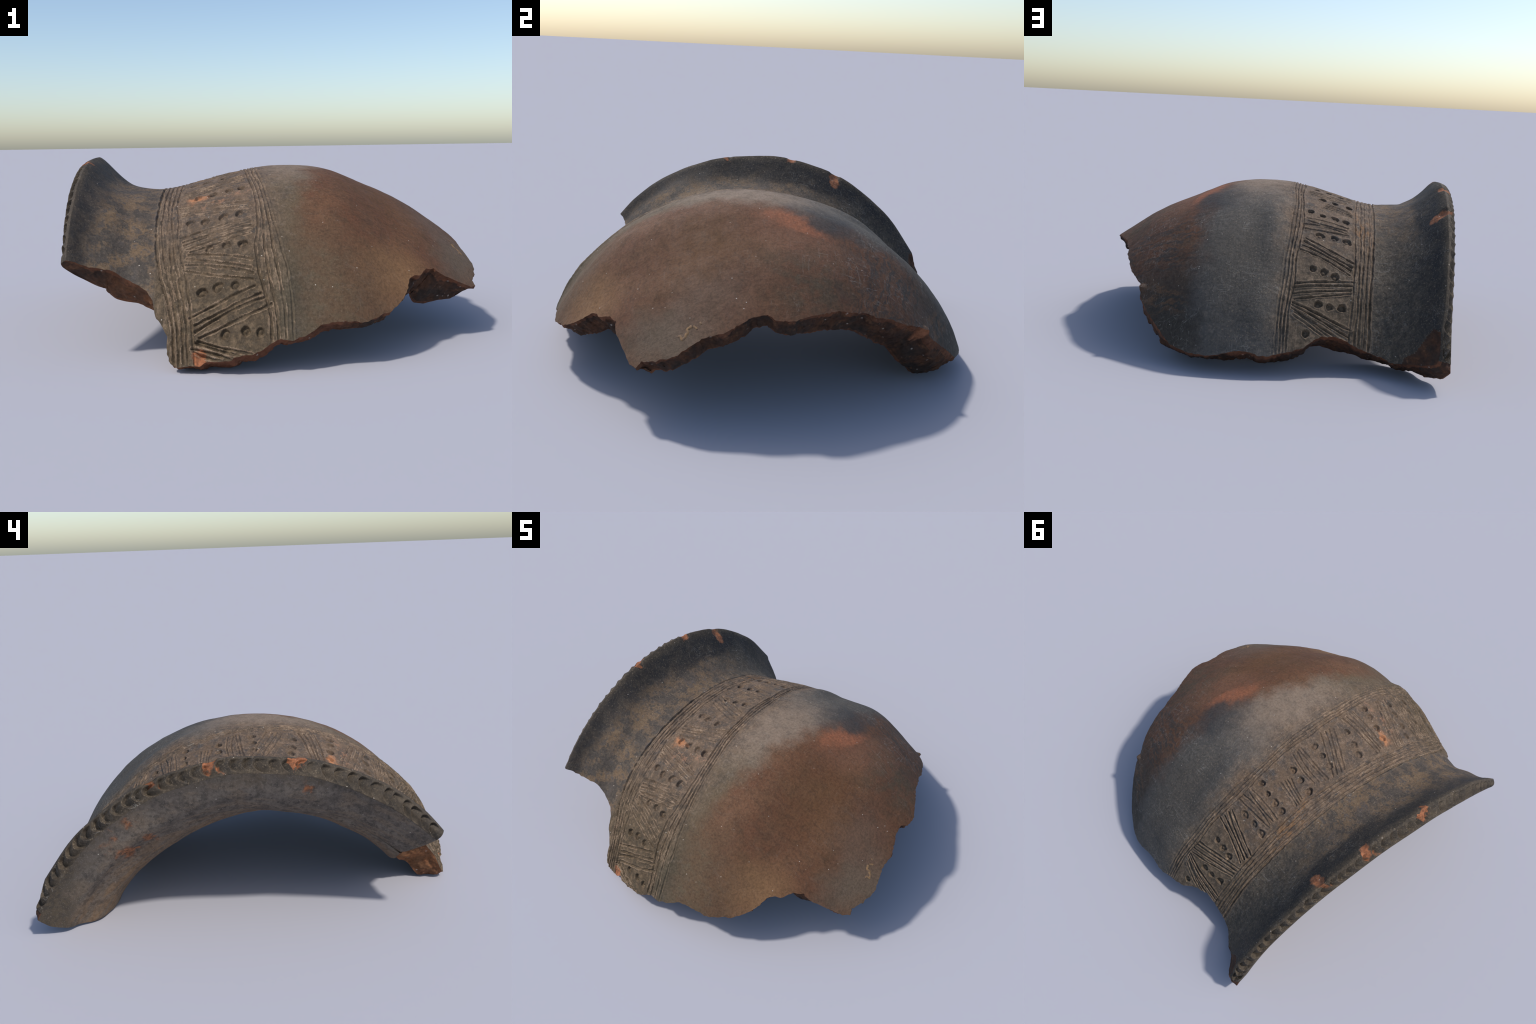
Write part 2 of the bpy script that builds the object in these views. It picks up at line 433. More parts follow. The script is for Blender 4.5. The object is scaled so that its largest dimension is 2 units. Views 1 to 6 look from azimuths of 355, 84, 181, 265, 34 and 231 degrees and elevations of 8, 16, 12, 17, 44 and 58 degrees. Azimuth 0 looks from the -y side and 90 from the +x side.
# ----------------------------------------------------------------------------
# fracture ring in the domain
def build():
    f = np.array([(-.86, PHI_A, 0)] + FRACTURE + [(-.70, PHI_B, .0)])
    s = to_s(f[:, 0], f[:, 1])
    s[0] = s[-1] = S_LIP
    f[:, 0] = s
    seg = np.hypot(np.diff(f[:, 0]), np.diff(f[:, 1]))
    L = np.concatenate([[0], np.cumsum(seg)])
    n = int(L[-1] / .0042)
    t = np.linspace(0, L[-1], n)
    ring_s, ring_p, delta = (np.interp(t, L, f[:, k]) for k in range(3))
    tang = np.stack([np.gradient(ring_s), np.gradient(ring_p)], -1)
    tang /= np.linalg.norm(tang, axis=1)[:, None]
    outn = np.stack([tang[:, 1], -tang[:, 0]], -1)
    P3 = np.stack([ring_s, ring_p, ring_s * 0], -1)
    jag = 0.0060 * noise(P3, .045, 21, 3) + .0026 * noise(P3, .013, 22, 1)
    ends = smooth(np.minimum(np.arange(n), n - 1 - np.arange(n)) / 8)
    frac_out = np.stack([ring_s, ring_p], -1) + outn * (jag * ends)[:, None]
    jag2 = 0.007 * noise(P3, .07, 23, 3) + .003 * noise(P3, .018, 24, 1)
    frac_in = np.stack([ring_s, ring_p], -1) + outn * (jag2 * ends + delta * smooth(np.arange(n) / 8))[:, None]
    frac_in[:, 0] = np.maximum(frac_in[:, 0], S_LIP + .002 * np.minimum(1, n - 1 - np.arange(n)))
    frac_in[-1] = (S_LIP, PHI_B_IN)
    # orient: outn must point away from the sherd
    test = frac_out[n // 2] + outn[n // 2] * .02
    if inside(test[:1], test[1:], frac_out)[0]:
        raise RuntimeError("fracture ring runs the wrong way round")
    n_lip = int((PHI_B - PHI_A) / .0024)
    lip_phi = np.linspace(PHI_B, PHI_A, n_lip + 1)[1:-1]
    lip_seg = np.stack([np.full(n_lip - 1, S_LIP), lip_phi], -1)
    ring_o = np.concatenate([frac_out, lip_seg])
    skew = PHI_A + (lip_phi - PHI_A) * (PHI_B_IN - PHI_A) / (PHI_B - PHI_A)
    ring_i = np.concatenate([frac_in, np.stack([lip_seg[:, 0], skew], -1)])

    band = np.arange(-.535, .005, .0027)
    s_lines = np.concatenate([np.arange(S_LIP + .003, -.535, .005), band, np.arange(.008, .93, .0065)])
    p_lines = np.arange(-1.235, 1.20, .0030)
    po, fo = sheet(ring_o, s_lines, p_lines, .0034)
    pi_, fi = sheet(ring_i, np.arange(S_LIP + .005, .95, .011), np.arange(-1.28, 1.25, .011), .011)

    # ---- outer positions
    so, ph = po[:, 0], po[:, 1]
    Po = outer_base(so, ph)
    No = base_normal(so, ph)
    sd, in_spall = spall_depth(so, ph)
    tree = KDTree(n)
    for i_, q_ in enumerate(frac_out):
        tree.insert((q_[0], q_[1], 0), i_)
    tree.balance()
    band_v = np.where((so > -.56) & (so < .04))[0]
    dist = np.full(len(so), 9.0)
    dist[band_v] = [tree.find((a_, b_, 0))[2] for a_, b_ in zip(so[band_v], ph[band_v])]
    h, pale_line = relief(so, ph, Po)
    h = h * (.35 + .65 * smooth(dist / .016)) - chip_depth(Po)
    sp_rough = in_spall * (.004 * noise(Po, .03, 31, 3))
    h -= .0045 * np.exp(-(so - S_LIP) / .009)       # rounded crown of the lip
    # swelling of one clay flake at the far edge
    flake = np.array([.620, .640, .297])
    h += .016 * smooth(1 - np.linalg.norm(Po - flake, axis=1) / .028)
    Po = Po + No * (h - sd + sp_rough)[:, None]
    # ---- inner positions
    si, pp = pi_[:, 0], pi_[:, 1]
    Pi = inner_wall(si, pp)
    up = np.stack([pp * 0, np.sin(pp), np.cos(pp)], -1)
    calm = smooth((si - S_LIP) / .05)
    Pi = Pi + up * (calm * (.006 * noise(Pi, .25, 41, 2) + .0022 * noise(Pi, .05, 42, 2)))[:, None]

    # the inner arris of the lip is worn round
    worn = .006 * np.exp(-(si - S_LIP) / .012)
    Pi = Pi + up * (.006 * np.exp(-(si - S_LIP) / .05) * noise(np.stack([pp, pp * 0, pp * 0], -1), .16, 4, 2))[:, None]
    Pi = Pi + (up * .7 + np.array([.7, 0, 0])) * worn[:, None]

    nF = n
    nR = len(ring_o)
    # ---- lip strip: columns follow the ring from end B over the lip to end A
    cols = np.array([nF - 1] + list(range(nF, nR)) + [0])
    M = 26
    w = np.linspace(0, 1, M + 1)
    C0, C1 = Po[cols], Pi[cols]
    phi_c = np.concatenate([[PHI_B], lip_phi, [PHI_A]])
    tan = np.gradient(C0, axis=0)
    tan /= np.linalg.norm(tan, axis=1)[:, None]
    d = C1 - C0
    nf = np.cross(d, tan)
    nf /= np.linalg.norm(nf, axis=1)[:, None]
    nf *= np.sign(-nf[:, :1])
    arc = np.concatenate([[0], np.cumsum(np.linalg.norm(np.diff(C0, axis=0), axis=1))])
    arc = arc[-1] - arc                         # grows with phi
    # thumb presses: saw-tooth scoops, steep on the +phi side
    edges_k = [0.0]
    while edges_k[-1] < arc.max() + .06:
        edges_k.append(edges_k[-1] + 0.056 * RNG.uniform(.78, 1.22))
    edges_k = np.array(edges_k)
    dep_k = RNG.uniform(.75, 1.25, len(edges_k)) * .0235
    top_k = RNG.uniform(.10, .20, len(edges_k))
    low_k = RNG.uniform(.98, 1.14, len(edges_k))
    strip = [C0]
    for k in range(1, M):
        ww = w[k]
        a = arc - .050 * (4 * ww * (1 - ww)) + .02 + .004 * noise(np.stack([arc, arc * 0 + ww * .3, arc * 0], -1), .08, 51, 1)
        i = np.clip(np.searchsorted(edges_k, a) - 1, 0, len(edges_k) - 2)
        u = (a - edges_k[i]) / (edges_k[i + 1] - edges_k[i])
        saw = np.where(u < .92, (np.clip(u, 0, 1) / .92) ** 1.15, (1 - u) / .08)
        env = smooth((ww - top_k[i]) / .12) * smooth((low_k[i] - ww) / .45) * smooth((1.02 - ww) / .10)
        bulge = .016 * (4 * ww * (1 - ww))
        hh = bulge - dep_k[i] * saw * env + .0012 * noise(C0 + d * ww, .03, 52, 2) * env
        strip.append(C0 + d * ww + nf * hh[:, None])
    strip.append(C1)
    strip = np.array(strip)
    mid = strip[1:-1]
    cd = chip_depth(mid.reshape(-1, 3)).reshape(mid.shape[:2])
    strip[1:-1] = mid - nf[None] * cd[..., None]

    # ---- assemble one closed mesh
    V = [Po, Pi]
    off_i = len(Po)
    count = off_i + len(Pi)
    faces, part = [], []
    x_o = Po[:, 0]
    ne = to_s(curve_at(NECK_EDGE, ph), ph)
    be = curve_at(BODY_EDGE, ph) + .016
    for fc in fo:
        fs, fp = so[list(fc)].mean(), ph[list(fc)].mean()
        faces.append(fc)
        v0 = fc[0]
        if all(in_spall[list(fc)]):
            part.append("broken_edge")
        elif fs < S_LIP + .045:
            part.append("lip")
        elif fs < ne[v0] - .008:
            part.append("neck")
        elif fs < be[v0]:
            part.append("decorated_band")
        else:
            part.append("body")
    for fc in fi:
        faces.append(tuple(off_i + v for v in fc))
        part.append("interior")
    # strip indices
    ids = np.zeros((M + 1, len(cols)), int)
    ids[0] = cols
    ids[M] = cols + off_i
    ids[1:M] = count + np.arange((M - 1) * len(cols)).reshape(M - 1, -1)
    V.append(strip[1:-1].reshape(-1, 3))
    count += (M - 1) * len(cols)
    for k in range(M):
        for c in range(len(cols) - 1):
            faces.append((ids[k, c], ids[k, c + 1], ids[k + 1, c + 1], ids[k + 1, c]))
            part.append("lip")
    # ---- fracture strip: ring vertices 0 .. nF-1
    B0, B1 = Po[:nF], Pi[:nF]
    tb = np.gradient(B0, axis=0)
    tb /= np.linalg.norm(tb, axis=1)[:, None] + 1e-12
    nb = np.cross(tb, B1 - B0)
    nb /= np.linalg.norm(nb, axis=1)[:, None] + 1e-12
    outward = outer_base(frac_out[:, 0] + outn[:, 0] * .01, frac_out[:, 1] + outn[:, 1] * .01) - outer_base(frac_out[:, 0], frac_out[:, 1])
    nb *= np.sign((nb * outward).sum(1))[:, None]
    bid = np.zeros((M + 1, nF), int)
    bid[0] = np.arange(nF)
    bid[M] = off_i + np.arange(nF)
    bid[1:M, 0] = ids[1:M, -1]
    bid[1:M, -1] = ids[1:M, 0]
    bid[1:M, 1:-1] = count + np.arange((M - 1) * (nF - 2)).reshape(M - 1, -1)
    rows = []
    taper = smooth(np.minimum(np.arange(nF), nF - 1 - np.arange(nF)) / 12)
    endA, endB = strip[:, -1], strip[:, 0]
    fadeA = smooth(1 - np.arange(nF) / 14)
    fadeB = fadeA[::-1]
    sw = np.array(SWELL)
    swell = np.interp(ring_p, sw[:, 0], sw[:, 1]) * (ring_s > 0) + .004 * (ring_s <= 0)
    swell = np.convolve(np.pad(swell, 20, mode='edge'), np.ones(41) / 41, 'valid')
    for k in range(1, M):
        ww = w[k]
        P = B0 * (1 - ww) + B1 * ww
        env = smooth(min(ww, 1 - ww) / .12)
        rough = .010 * noise(P, .09, 61, 2) + .0100 * noise(P, .038, 62, 2) + .0055 * noise(P, .013, 63, 2)
        P = P + nb * ((rough * taper) * env + swell * taper * 4 * ww * (1 - ww))[:, None]
        eA = endA[k] - (endA[0] * (1 - ww) + endA[M] * ww)
        eB = endB[k] - (endB[0] * (1 - ww) + endB[M] * ww)
        P = P + fadeA[:, None] * eA + fadeB[:, None] * eB
        rows.append(P[1:-1])
    V.append(np.array(rows).reshape(-1, 3))
    depth_skin = .15 + .16 * noise(P3, .06, 81, 3)
    skin_faces = []
    for k in range(M):
        for c in range(nF - 1):
            faces.append((bid[k, c], bid[k, c + 1], bid[k + 1, c + 1], bid[k + 1, c]))
            if w[k] < depth_skin[c] or w[k] > 1 - .5 * depth_skin[c]:
                skin_faces.append(len(faces) - 1)
            part.append("broken_edge")
    SKIN[0] = np.array(skin_faces)
    SKIN[1] = np.array([i for i, f_ in enumerate(fo) if pale_line[list(f_)].mean() > .88])
    return np.concatenate(V), faces, np.array(part)


# ----------------------------------------------------------------------------
# materials
class Nodes:
    def __init__(self, name):
        self.mat = bpy.data.materials.new(name)
        self.mat.use_nodes = True
        self.t = self.mat.node_tree
        self.t.nodes.clear()
        self.out = self.t.nodes.new("ShaderNodeOutputMaterial")
        self.bsdf = self.t.nodes.new("ShaderNodeBsdfPrincipled")
        self.t.links.new(self.bsdf.outputs[0], self.out.inputs[0])
        tc = self.t.nodes.new("ShaderNodeTexCoord")
        self.obj = tc.outputs["Object"]
        sep = self.t.nodes.new("ShaderNodeSeparateXYZ")
        self.link(self.obj, sep.inputs[0])
        self.x, self.y, self.z = sep.outputs
        zz = self.math("ADD", self.z, -AXIS_Z)
        self.phi = self.math("ARCTAN2", self.y, zz)
        cmb = self.t.nodes.new("ShaderNodeCombineXYZ")
        self.link(self.x, cmb.inputs[0])
        self.link(self.phi, cmb.inputs[1])
        self.u = cmb.outputs[0]           # (x, phi): along the pot, round the pot
        # the same, wandering a little so that patch borders are ragged
        n = self.noise(self.obj, 7.0, 4, .6, color=True)
        v = self.vec("SUBTRACT", n, (.5, .5, .5))
        v = self.vec("MULTIPLY", v, (.22, .22, 0))
        self.uw = self.vec("ADD", self.u, v)

    def link(self, a, b):
        self.t.links.new(a, b)

    def _set(self, sock, v):
        if hasattr(v, "is_output"):
            self.link(v, sock)
        else:
            sock.default_value = v

    def math(self, op, a, b=0.0, clamp=False):
        n = self.t.nodes.new("ShaderNodeMath")
        n.operation = op
        n.use_clamp = clamp
        self._set(n.inputs[0], a)
        self._set(n.inputs[1], b)
        return n.outputs[0]

    def vec(self, op, a, b):
        n = self.t.nodes.new("ShaderNodeVectorMath")
        n.operation = op
        self._set(n.inputs[0], a)
        self._set(n.inputs[1], b)
        return n.outputs["Value"] if op == "LENGTH" else n.outputs[0]

    def noise(self, vec, scale, detail=4, rough=.55, color=False, dist=0.0):
        n = self.t.nodes.new("ShaderNodeTexNoise")
        self.link(vec, n.inputs["Vector"])
        n.inputs["Scale"].default_value = scale
        n.inputs["Detail"].default_value = detail
        n.inputs["Roughness"].default_value = rough
        n.inputs["Distortion"].default_value = dist
        return n.outputs["Color" if color else "Fac"]

    def scaled(self, vec, s, rot=(0, 0, 0)):
        m = self.t.nodes.new("ShaderNodeMapping")
        self.link(vec, m.inputs[0])
        m.inputs["Scale"].default_value = s
        m.inputs["Rotation"].default_value = rot
        return m.outputs[0]

    def ramp(self, v, lo, hi, a=0.0, b=1.0):
        n = self.t.nodes.new("ShaderNodeMapRange")
        n.interpolation_type = "SMOOTHSTEP"
        self._set(n.inputs[0], v)
        for i, q in enumerate((lo, hi, a, b)):
            n.inputs[1 + i].default_value = q
        return n.outputs[0]

    def blob(self, x, p, rx, rp, rot=0.0, soft=1.0, raw=False):
        """soft elliptical patch on the wall, 1 in the middle"""
        m = self.t.nodes.new("ShaderNodeMapping")
        m.vector_type = "TEXTURE"
        self.link(self.u if raw else self.uw, m.inputs[0])
        m.inputs["Location"].default_value = (x, p, 0)
        m.inputs["Rotation"].default_value = (0, 0, rot)
        m.inputs["Scale"].default_value = (rx, rp, 1)
        d = self.vec("LENGTH", m.outputs[0], (0, 0, 0))
        return self.ramp(d, 1.0 + soft * .5, 1.0 - soft * .8)

    def mix(self, fac, a, b, mode="MIX"):
        n = self.t.nodes.new("ShaderNodeMix")
        n.data_type = "RGBA"
        n.blend_type = mode
        n.clamp_factor = True
        self._set(n.inputs[0], fac)
        for s, v in ((n.inputs[6], a), (n.inputs[7], b)):
            if hasattr(v, "is_output"):
                self.link(v, s)
            else:
                s.default_value = (*v, 1)
        return n.outputs[2]

    def bump(self, h, strength, dist=.004, base=None):
        n = self.t.nodes.new("ShaderNodeBump")
        n.inputs["Strength"].default_value = strength
        n.inputs["Distance"].default_value = dist
        self.link(h, n.inputs["Height"])
        if base is not None:
            self.link(base, n.inputs["Normal"])
        return n.outputs[0]

    def specks(self, scale, amount, lo=.10, hi=.25):
        """scattered grit: a few cells of a Voronoi grid, each with a dot"""
        v = self.t.nodes.new("ShaderNodeTexVoronoi")
        v.inputs["Scale"].default_value = scale
        self.link(self.obj, v.inputs["Vector"])
        dot = self.ramp(v.outputs["Distance"], hi, lo)
        sep = self.t.nodes.new("ShaderNodeSeparateColor")
        self.link(v.outputs["Color"], sep.inputs[0])
        pick = self.math("LESS_THAN", sep.outputs[0], amount)
        return self.math("MULTIPLY", dot, pick)

    def scratches(self, scale, stretch, rot, width=.012):
        n = self.noise(self.scaled(self.obj, stretch, rot), scale, 2, .5, dist=.6)
        d = self.math("ABSOLUTE", self.math("SUBTRACT", n, .5))
        return self.ramp(d, width, 0.0)

    def finish(self, color, rough, normal, spec=.35):
        self.link(color, self.bsdf.inputs["Base Color"])
        self._set(self.bsdf.inputs["Roughness"], rough)
        self.bsdf.inputs["Specular IOR Level"].default_value = spec
        self.link(normal, self.bsdf.inputs["Normal"])
        return self.mat


DARK = (.050, .045, .040)
LIP_DARK = (.034, .030, .028)
SLATE = (.094, .085, .075)
DUSTY = (.148, .097, .061)
OLIVE = (.098, .071, .041)
REDBROWN = (.132, .055, .027)
ORANGE = (.33, .120, .058)
CLAY = (.36, .135, .060)


def outer_material(name, worn):
    k = Nodes(name)
    grain = k.noise(k.obj, 85, 5, .72)
    fine = k.noise(k.obj, 42, 5, .68)
    mid = k.noise(k.obj, 16, 5, .66)
    big = k.noise(k.obj, 4.5, 4, .6)
    round_ = k.noise(k.scaled(k.u, (26, 5, 1)), 3.2, 5, .68)      # wiped round the pot
    along = k.noise(k.scaled(k.uw, (2.0, 12, 1), (0, 0, .22)), 4, 5, .68)
    sep = k.t.nodes.new("ShaderNodeSeparateXYZ")
    k.link(k.uw, sep.inputs[0])
    wx, wp = sep.outputs[0], sep.outputs[1]
    # --- body: red-brown, grey by the shoulder, dark on the +y flank
    c = k.mix(k.ramp(big, .36, .66), REDBROWN, (.150, .072, .036))
    c = k.mix(k.ramp(mid, .42, .72, 0, .6), c, (.082, .048, .028))
    c = k.mix(k.ramp(fine, .52, .74, 0, .5), c, (.155, .083, .048))
    c = k.mix(k.math("MULTIPLY", k.blob(.50, -.30, .20, .28, .3, 1.2), .6), c, (.135, .064, .025))
    c = k.mix(k.ramp(along, .47, .66, 0, .45), c, (.078, .042, .024))
    flank = k.blob(.60, .58, .34, .36, -.55, .9)
    c = k.mix(k.math("MULTIPLY", flank, k.ramp(along, .44, .60, .1, .95)), c, (.060, .046, .038))
    c = k.mix(k.math("MULTIPLY", flank, k.math("MULTIPLY", k.ramp(along, .52, .40), k.ramp(fine, .50, .66, 0, .7))), c, (.17, .14, .115))
    c = k.mix(k.math("MULTIPLY", k.blob(.66, .14, .17, .20, -.3, 1.0), k.ramp(mid, .36, .60, .1, .8)), c, (.095, .068, .042))
    c = k.mix(k.blob(.45, -.86, .15, .16, .4, 1.2), c, (.205, .108, .050))
    c = k.mix(k.math("MULTIPLY", k.blob(.82, -.60, .14, .24, -.3, 1.0), .75), c, (.138, .103, .070))
    c = k.mix(k.math("MULTIPLY", k.blob(.72, -.33, .14, .20, 0, 1.2), .4), c, (.165, .112, .080))
    c = k.mix(k.math("MULTIPLY", k.blob(.10, -.98, .26, .34, .2, 1.1), k.ramp(mid, .30, .62, .95, .55)), c, OLIVE)
    c = k.mix(k.blob(.42, 1.00, .24, .34, .5, .9), c, (.050, .041, .032))
    c = k.mix(k.math("MULTIPLY", k.blob(.52, .86, .14, .10, -.4, 1.0), k.ramp(along, .45, .60)), c, (.130, .072, .040))
    # grey shoulder zone along the band; its limit swings with phi
    edge = k.math("ADD", k.math("MULTIPLY", k.ramp(k.phi, -.75, .50), .30), .035)
    sh = k.ramp(k.math("SUBTRACT", wx, edge), .085, -.05)
    sh_col = k.mix(k.ramp(wp, -.55, -.15), (.115, .081, .047), (.232, .168, .120))
    sh_col = k.mix(k.ramp(wp, .00, .36), sh_col, SLATE)
    sh_col = k.mix(k.ramp(wp, -.70, -1.0), sh_col, (.095, .076, .048))
    sh_col = k.mix(k.ramp(mid, .44, .72, 0, .38), sh_col, (.086, .072, .058))
    sh_col = k.mix(k.ramp(fine, .50, .70, 0, .35), sh_col, (.23, .185, .145))
    c = k.mix(sh, c, sh_col)
    c = k.mix(k.math("MULTIPLY", k.blob(.30, .22, .12, .17, -.3, .8), k.ramp(mid, .25, .55, .95, .75)), c, (.052, .050, .049))
    c = k.mix(k.math("MULTIPLY", k.blob(.14, .70, .20, .36, .1, .9), k.ramp(mid, .28, .60, .95, .6)), c, (.068, .059, .049))
    # refired patch: bright at its border with the dark cloud, fading away from it
    c = k.mix(k.math("MULTIPLY", k.blob(.46, .10, .13, .24, -.5, 1.2), .6), c, (.215, .098, .055))
    c = k.mix(k.math("MULTIPLY", k.blob(.375, .115, .050, .17, -.42, .9), k.ramp(fine, .30, .66, .95, .6)), c, ORANGE)
    # --- decorated band: dusty tan, dirtier and greener towards the ends
    in_band = k.math("MULTIPLY", k.ramp(k.math("ADD", k.x, k.math("MULTIPLY", k.phi, -.045)), -.497, -.478), k.ramp(wx, .06, -.11))
    b = k.mix(k.ramp(mid, .38, .64), DUSTY, (.090, .068, .053))
    b = k.mix(k.ramp(fine, .50, .66, 0, .75), b, (.23, .155, .105))
    b = k.mix(k.ramp(k.noise(k.obj, 28, 4, .7), .56, .68, 0, .75), b, (.062, .058, .056))
    b = k.mix(k.ramp(wp, -.45, -.95, 0, .8), b, k.mix(k.ramp(fine, .42, .66), (.060, .043, .024), (.128, .088, .048)))
    b = k.mix(k.ramp(wp, .40, .85, 0, .75), b, k.mix(k.ramp(fine, .42, .66), (.098, .072, .046), (.185, .132, .085)))
    rim_lines = k.math("MAXIMUM", k.ramp(k.x, -.365, -.40), k.ramp(k.x, -.125, -.105))
    b = k.mix(k.math("MULTIPLY", rim_lines, k.ramp(round_, .50, .64, 0, .45)), b, (.25, .175, .115))
    b = k.mix(k.math("MULTIPLY", rim_lines, k.ramp(round_, .46, .36, 0, .45)), b, (.060, .046, .036))
    c = k.mix(in_band, c, b)
    c = k.mix(k.math("MULTIPLY", k.blob(-.415, .34, .045, .22, .15, 1.0), k.ramp(round_, .46, .64, 0, .8)), c, (.26, .125, .045))
    patch = k.math("MULTIPLY", k.blob(-.350, -.405, .060, .034, .2, .9), k.ramp(fine, .36, .58, 1.0, .55))
    c = k.mix(patch, c, (.52, .22, .095))
    c = k.mix(k.math("MULTIPLY", k.blob(-.22, -.44, .12, .026, .2, .9), k.ramp(fine, .48, .64, 0, .6)), c, (.33, .165, .095))
    # --- neck: dark with brown stains, near-black zone under the lip
    in_neck = k.ramp(k.math("ADD", k.x, k.math("MULTIPLY", k.phi, -.045)), -.478, -.496)
    stain = k.noise(k.obj, 12, 6, .74)
    nk = k.mix(k.ramp(stain, .44, .535), (.074, .060, .049), (.168, .110, .064))
    nk = k.mix(k.ramp(k.noise(k.obj, 24, 5, .7), .50, .64, 0, .8), nk, (.070, .064, .062))
    nk = k.mix(k.ramp(fine, .54, .70, 0, .45), nk, (.18, .135, .09))
    nk = k.mix(k.ramp(wp, .15, .60, 0, .85), nk, k.mix(k.ramp(fine, .40, .64), (.062, .052, .041), (.115, .092, .068)))
    lipd = k.math("SUBTRACT", k.x, k.math("ADD", k.math("MULTIPLY", k.phi, .085), -.785))
    near = k.ramp(k.math("ADD", lipd, k.math("MULTIPLY", k.math("SUBTRACT", big, .5), .14)), .125, .015, 0, .9)
    nk = k.mix(near, nk, k.mix(k.ramp(mid, .40, .64), (.034, .030, .028), (.062, .050, .040)))
    nk = k.mix(k.math("MULTIPLY", k.blob(-.73, .45, .035, .60, .10, .9), .9), nk, LIP_DARK)
    c = k.mix(in_neck, c, nk)
    # --- lip: brown-grey with small bruises of bare clay
    lp = k.mix(k.ramp(mid, .38, .66), (.088, .066, .044), (.046, .038, .030))
    lip_zone = k.ramp(lipd, .002, -.035)
    c = k.mix(k.math("MULTIPLY", lip_zone, .92), c, lp)
    bruise = k.ramp(k.noise(k.obj, 17, 5, .68), .72, .76)
    c = k.mix(k.math("MULTIPLY", bruise, k.ramp(lipd, .02, .0)), c, k.mix(k.ramp(fine, .4, .62), (.30, .115, .055), (.14, .070, .040)))
    # --- fresh chips of clay
    for (x, p, r, d) in CHIPS:
        rr = r * .98
        chip = k.blob(x - .004, p, rr, rr, 0, .30)
        c = k.mix(chip, c, k.mix(k.ramp(fine, .40, .62), CLAY, (.21, .080, .038)))
    if worn:                                      # lighter tan on the ridges beside the lines
        c = k.mix(k.ramp(k.noise(k.obj, 60, 4, .7), .36, .60, .20, .62), c, k.mix(k.ramp(mid, .4, .6), (.36, .255, .170), (.27, .175, .110)))
    # --- grain, scratches, grit
    c = k.mix(k.ramp(grain, .36, .68, .0, .55), c, k.mix(.60, c, (.0, .0, .0)), "MIX")
    c = k.mix(k.math("MULTIPLY", k.ramp(k.noise(k.obj, 120, 4, .75), .54, .70, 0, .48), k.math("MULTIPLY", k.ramp(wx, .45, .05, .18, 1), k.ramp(k.phi, -.75, .05, .40, 1))), c, (.33, .25, .165))
    scr = k.math("MAXIMUM", k.scratches(5, (1, 9, 2), (.1, 0, .5), .010), k.scratches(5, (9, 1, 2), (.4, .2, -.3), .010))
    scr = k.math("MULTIPLY", scr, k.ramp(k.noise(k.obj, 6, 3, .6), .44, .62, .0, .34))
    scr = k.math("MULTIPLY", scr, k.ramp(k.phi, -.15, .45, .22, 1.0))
    c = k.mix(scr, c, (.34, .31, .27))
    c = k.mix(k.math("MULTIPLY", k.specks(46, .07, .05, .15), .8), c, (.55, .48, .40))
    h = k.math("ADD", k.math("MULTIPLY", grain, .6), k.math("MULTIPLY", fine, .5))
    h = k.math("ADD", h, k.math("MULTIPLY", round_, .5))
    nrm = k.bump(h, .45, .006)
    return k.finish(c, k.ramp(mid, .3, .7, .70, .84), nrm, .22)


def inner_material():
    k = Nodes("inner_clay")
    mid = k.noise(k.obj, 14, 5, .62)
    fine = k.noise(k.obj, 60, 4, .65)
    wipe = k.noise(k.scaled(k.u, (14, 2, 1)), 3, 4, .6)
    c = k.mix(k.ramp(mid, .36, .66), (.150, .124, .101), (.088, .073, .061))
    c = k.mix(k.ramp(wipe, .46, .62, 0, .65), c, (.165, .122, .086))
    c = k.mix(k.ramp(k.noise(k.obj, 30, 5, .7), .50, .66, 0, .6), c, (.060, .053, .047))
    lip_d = k.math("SUBTRACT", k.x, k.math("ADD", k.math("MULTIPLY", k.phi, .07), k.math("ADD", k.math("MULTIPLY", k.math("MULTIPLY", k.phi, k.phi), .06), -.888)))
    lip_d = k.math("ADD", lip_d, k.math("MULTIPLY", k.math("SUBTRACT", mid, .5), .09))
    c = k.mix(k.ramp(lip_d, .030, -.010), c, k.mix(k.ramp(fine, .4, .62), (.052, .043, .034), (.098, .076, .053)))
    # browner towards the throat, olive inside the belly
    throat = k.ramp(k.x, -.76, -.64)
    c = k.mix(k.math("MULTIPLY", throat, k.ramp(wipe, .40, .60, .25, .9)), c, (.190, .120, .070))
    c = k.mix(k.ramp(k.x, -.60, -.35), c, k.mix(k.ramp(mid, .35, .65), (.085, .066, .036), (.050, .040, .026)))
    for (x, p, rx, rp) in ((-.770, .575, .024, .034), (-.745, .695, .040, .034), (-.880, -.20, .014, .040), (-.725, .66, .02, .02)):
        c = k.mix(k.blob(x, p, rx, rp, .3, .7), c, k.mix(k.ramp(fine, .4, .6), (.26, .105, .048), (.14, .065, .036)))
    c = k.mix(k.ramp(fine, .36, .66, 0, .55), c, k.mix(.5, c, (0, 0, 0)))
    c = k.mix(k.ramp(k.noise(k.scaled(k.obj, (1, 2.5, 2.5)), 70, 4, .7), .54, .70, 0, .4), c, (.26, .22, .18))
    c = k.mix(k.math("MULTIPLY", k.specks(40, .07, .05, .15), .7), c, (.45, .40, .33))
    nrm = k.bump(k.math("ADD", fine, k.math("MULTIPLY", wipe, .6)), .35, .004)
    return k.finish(c, .80, nrm, .2)


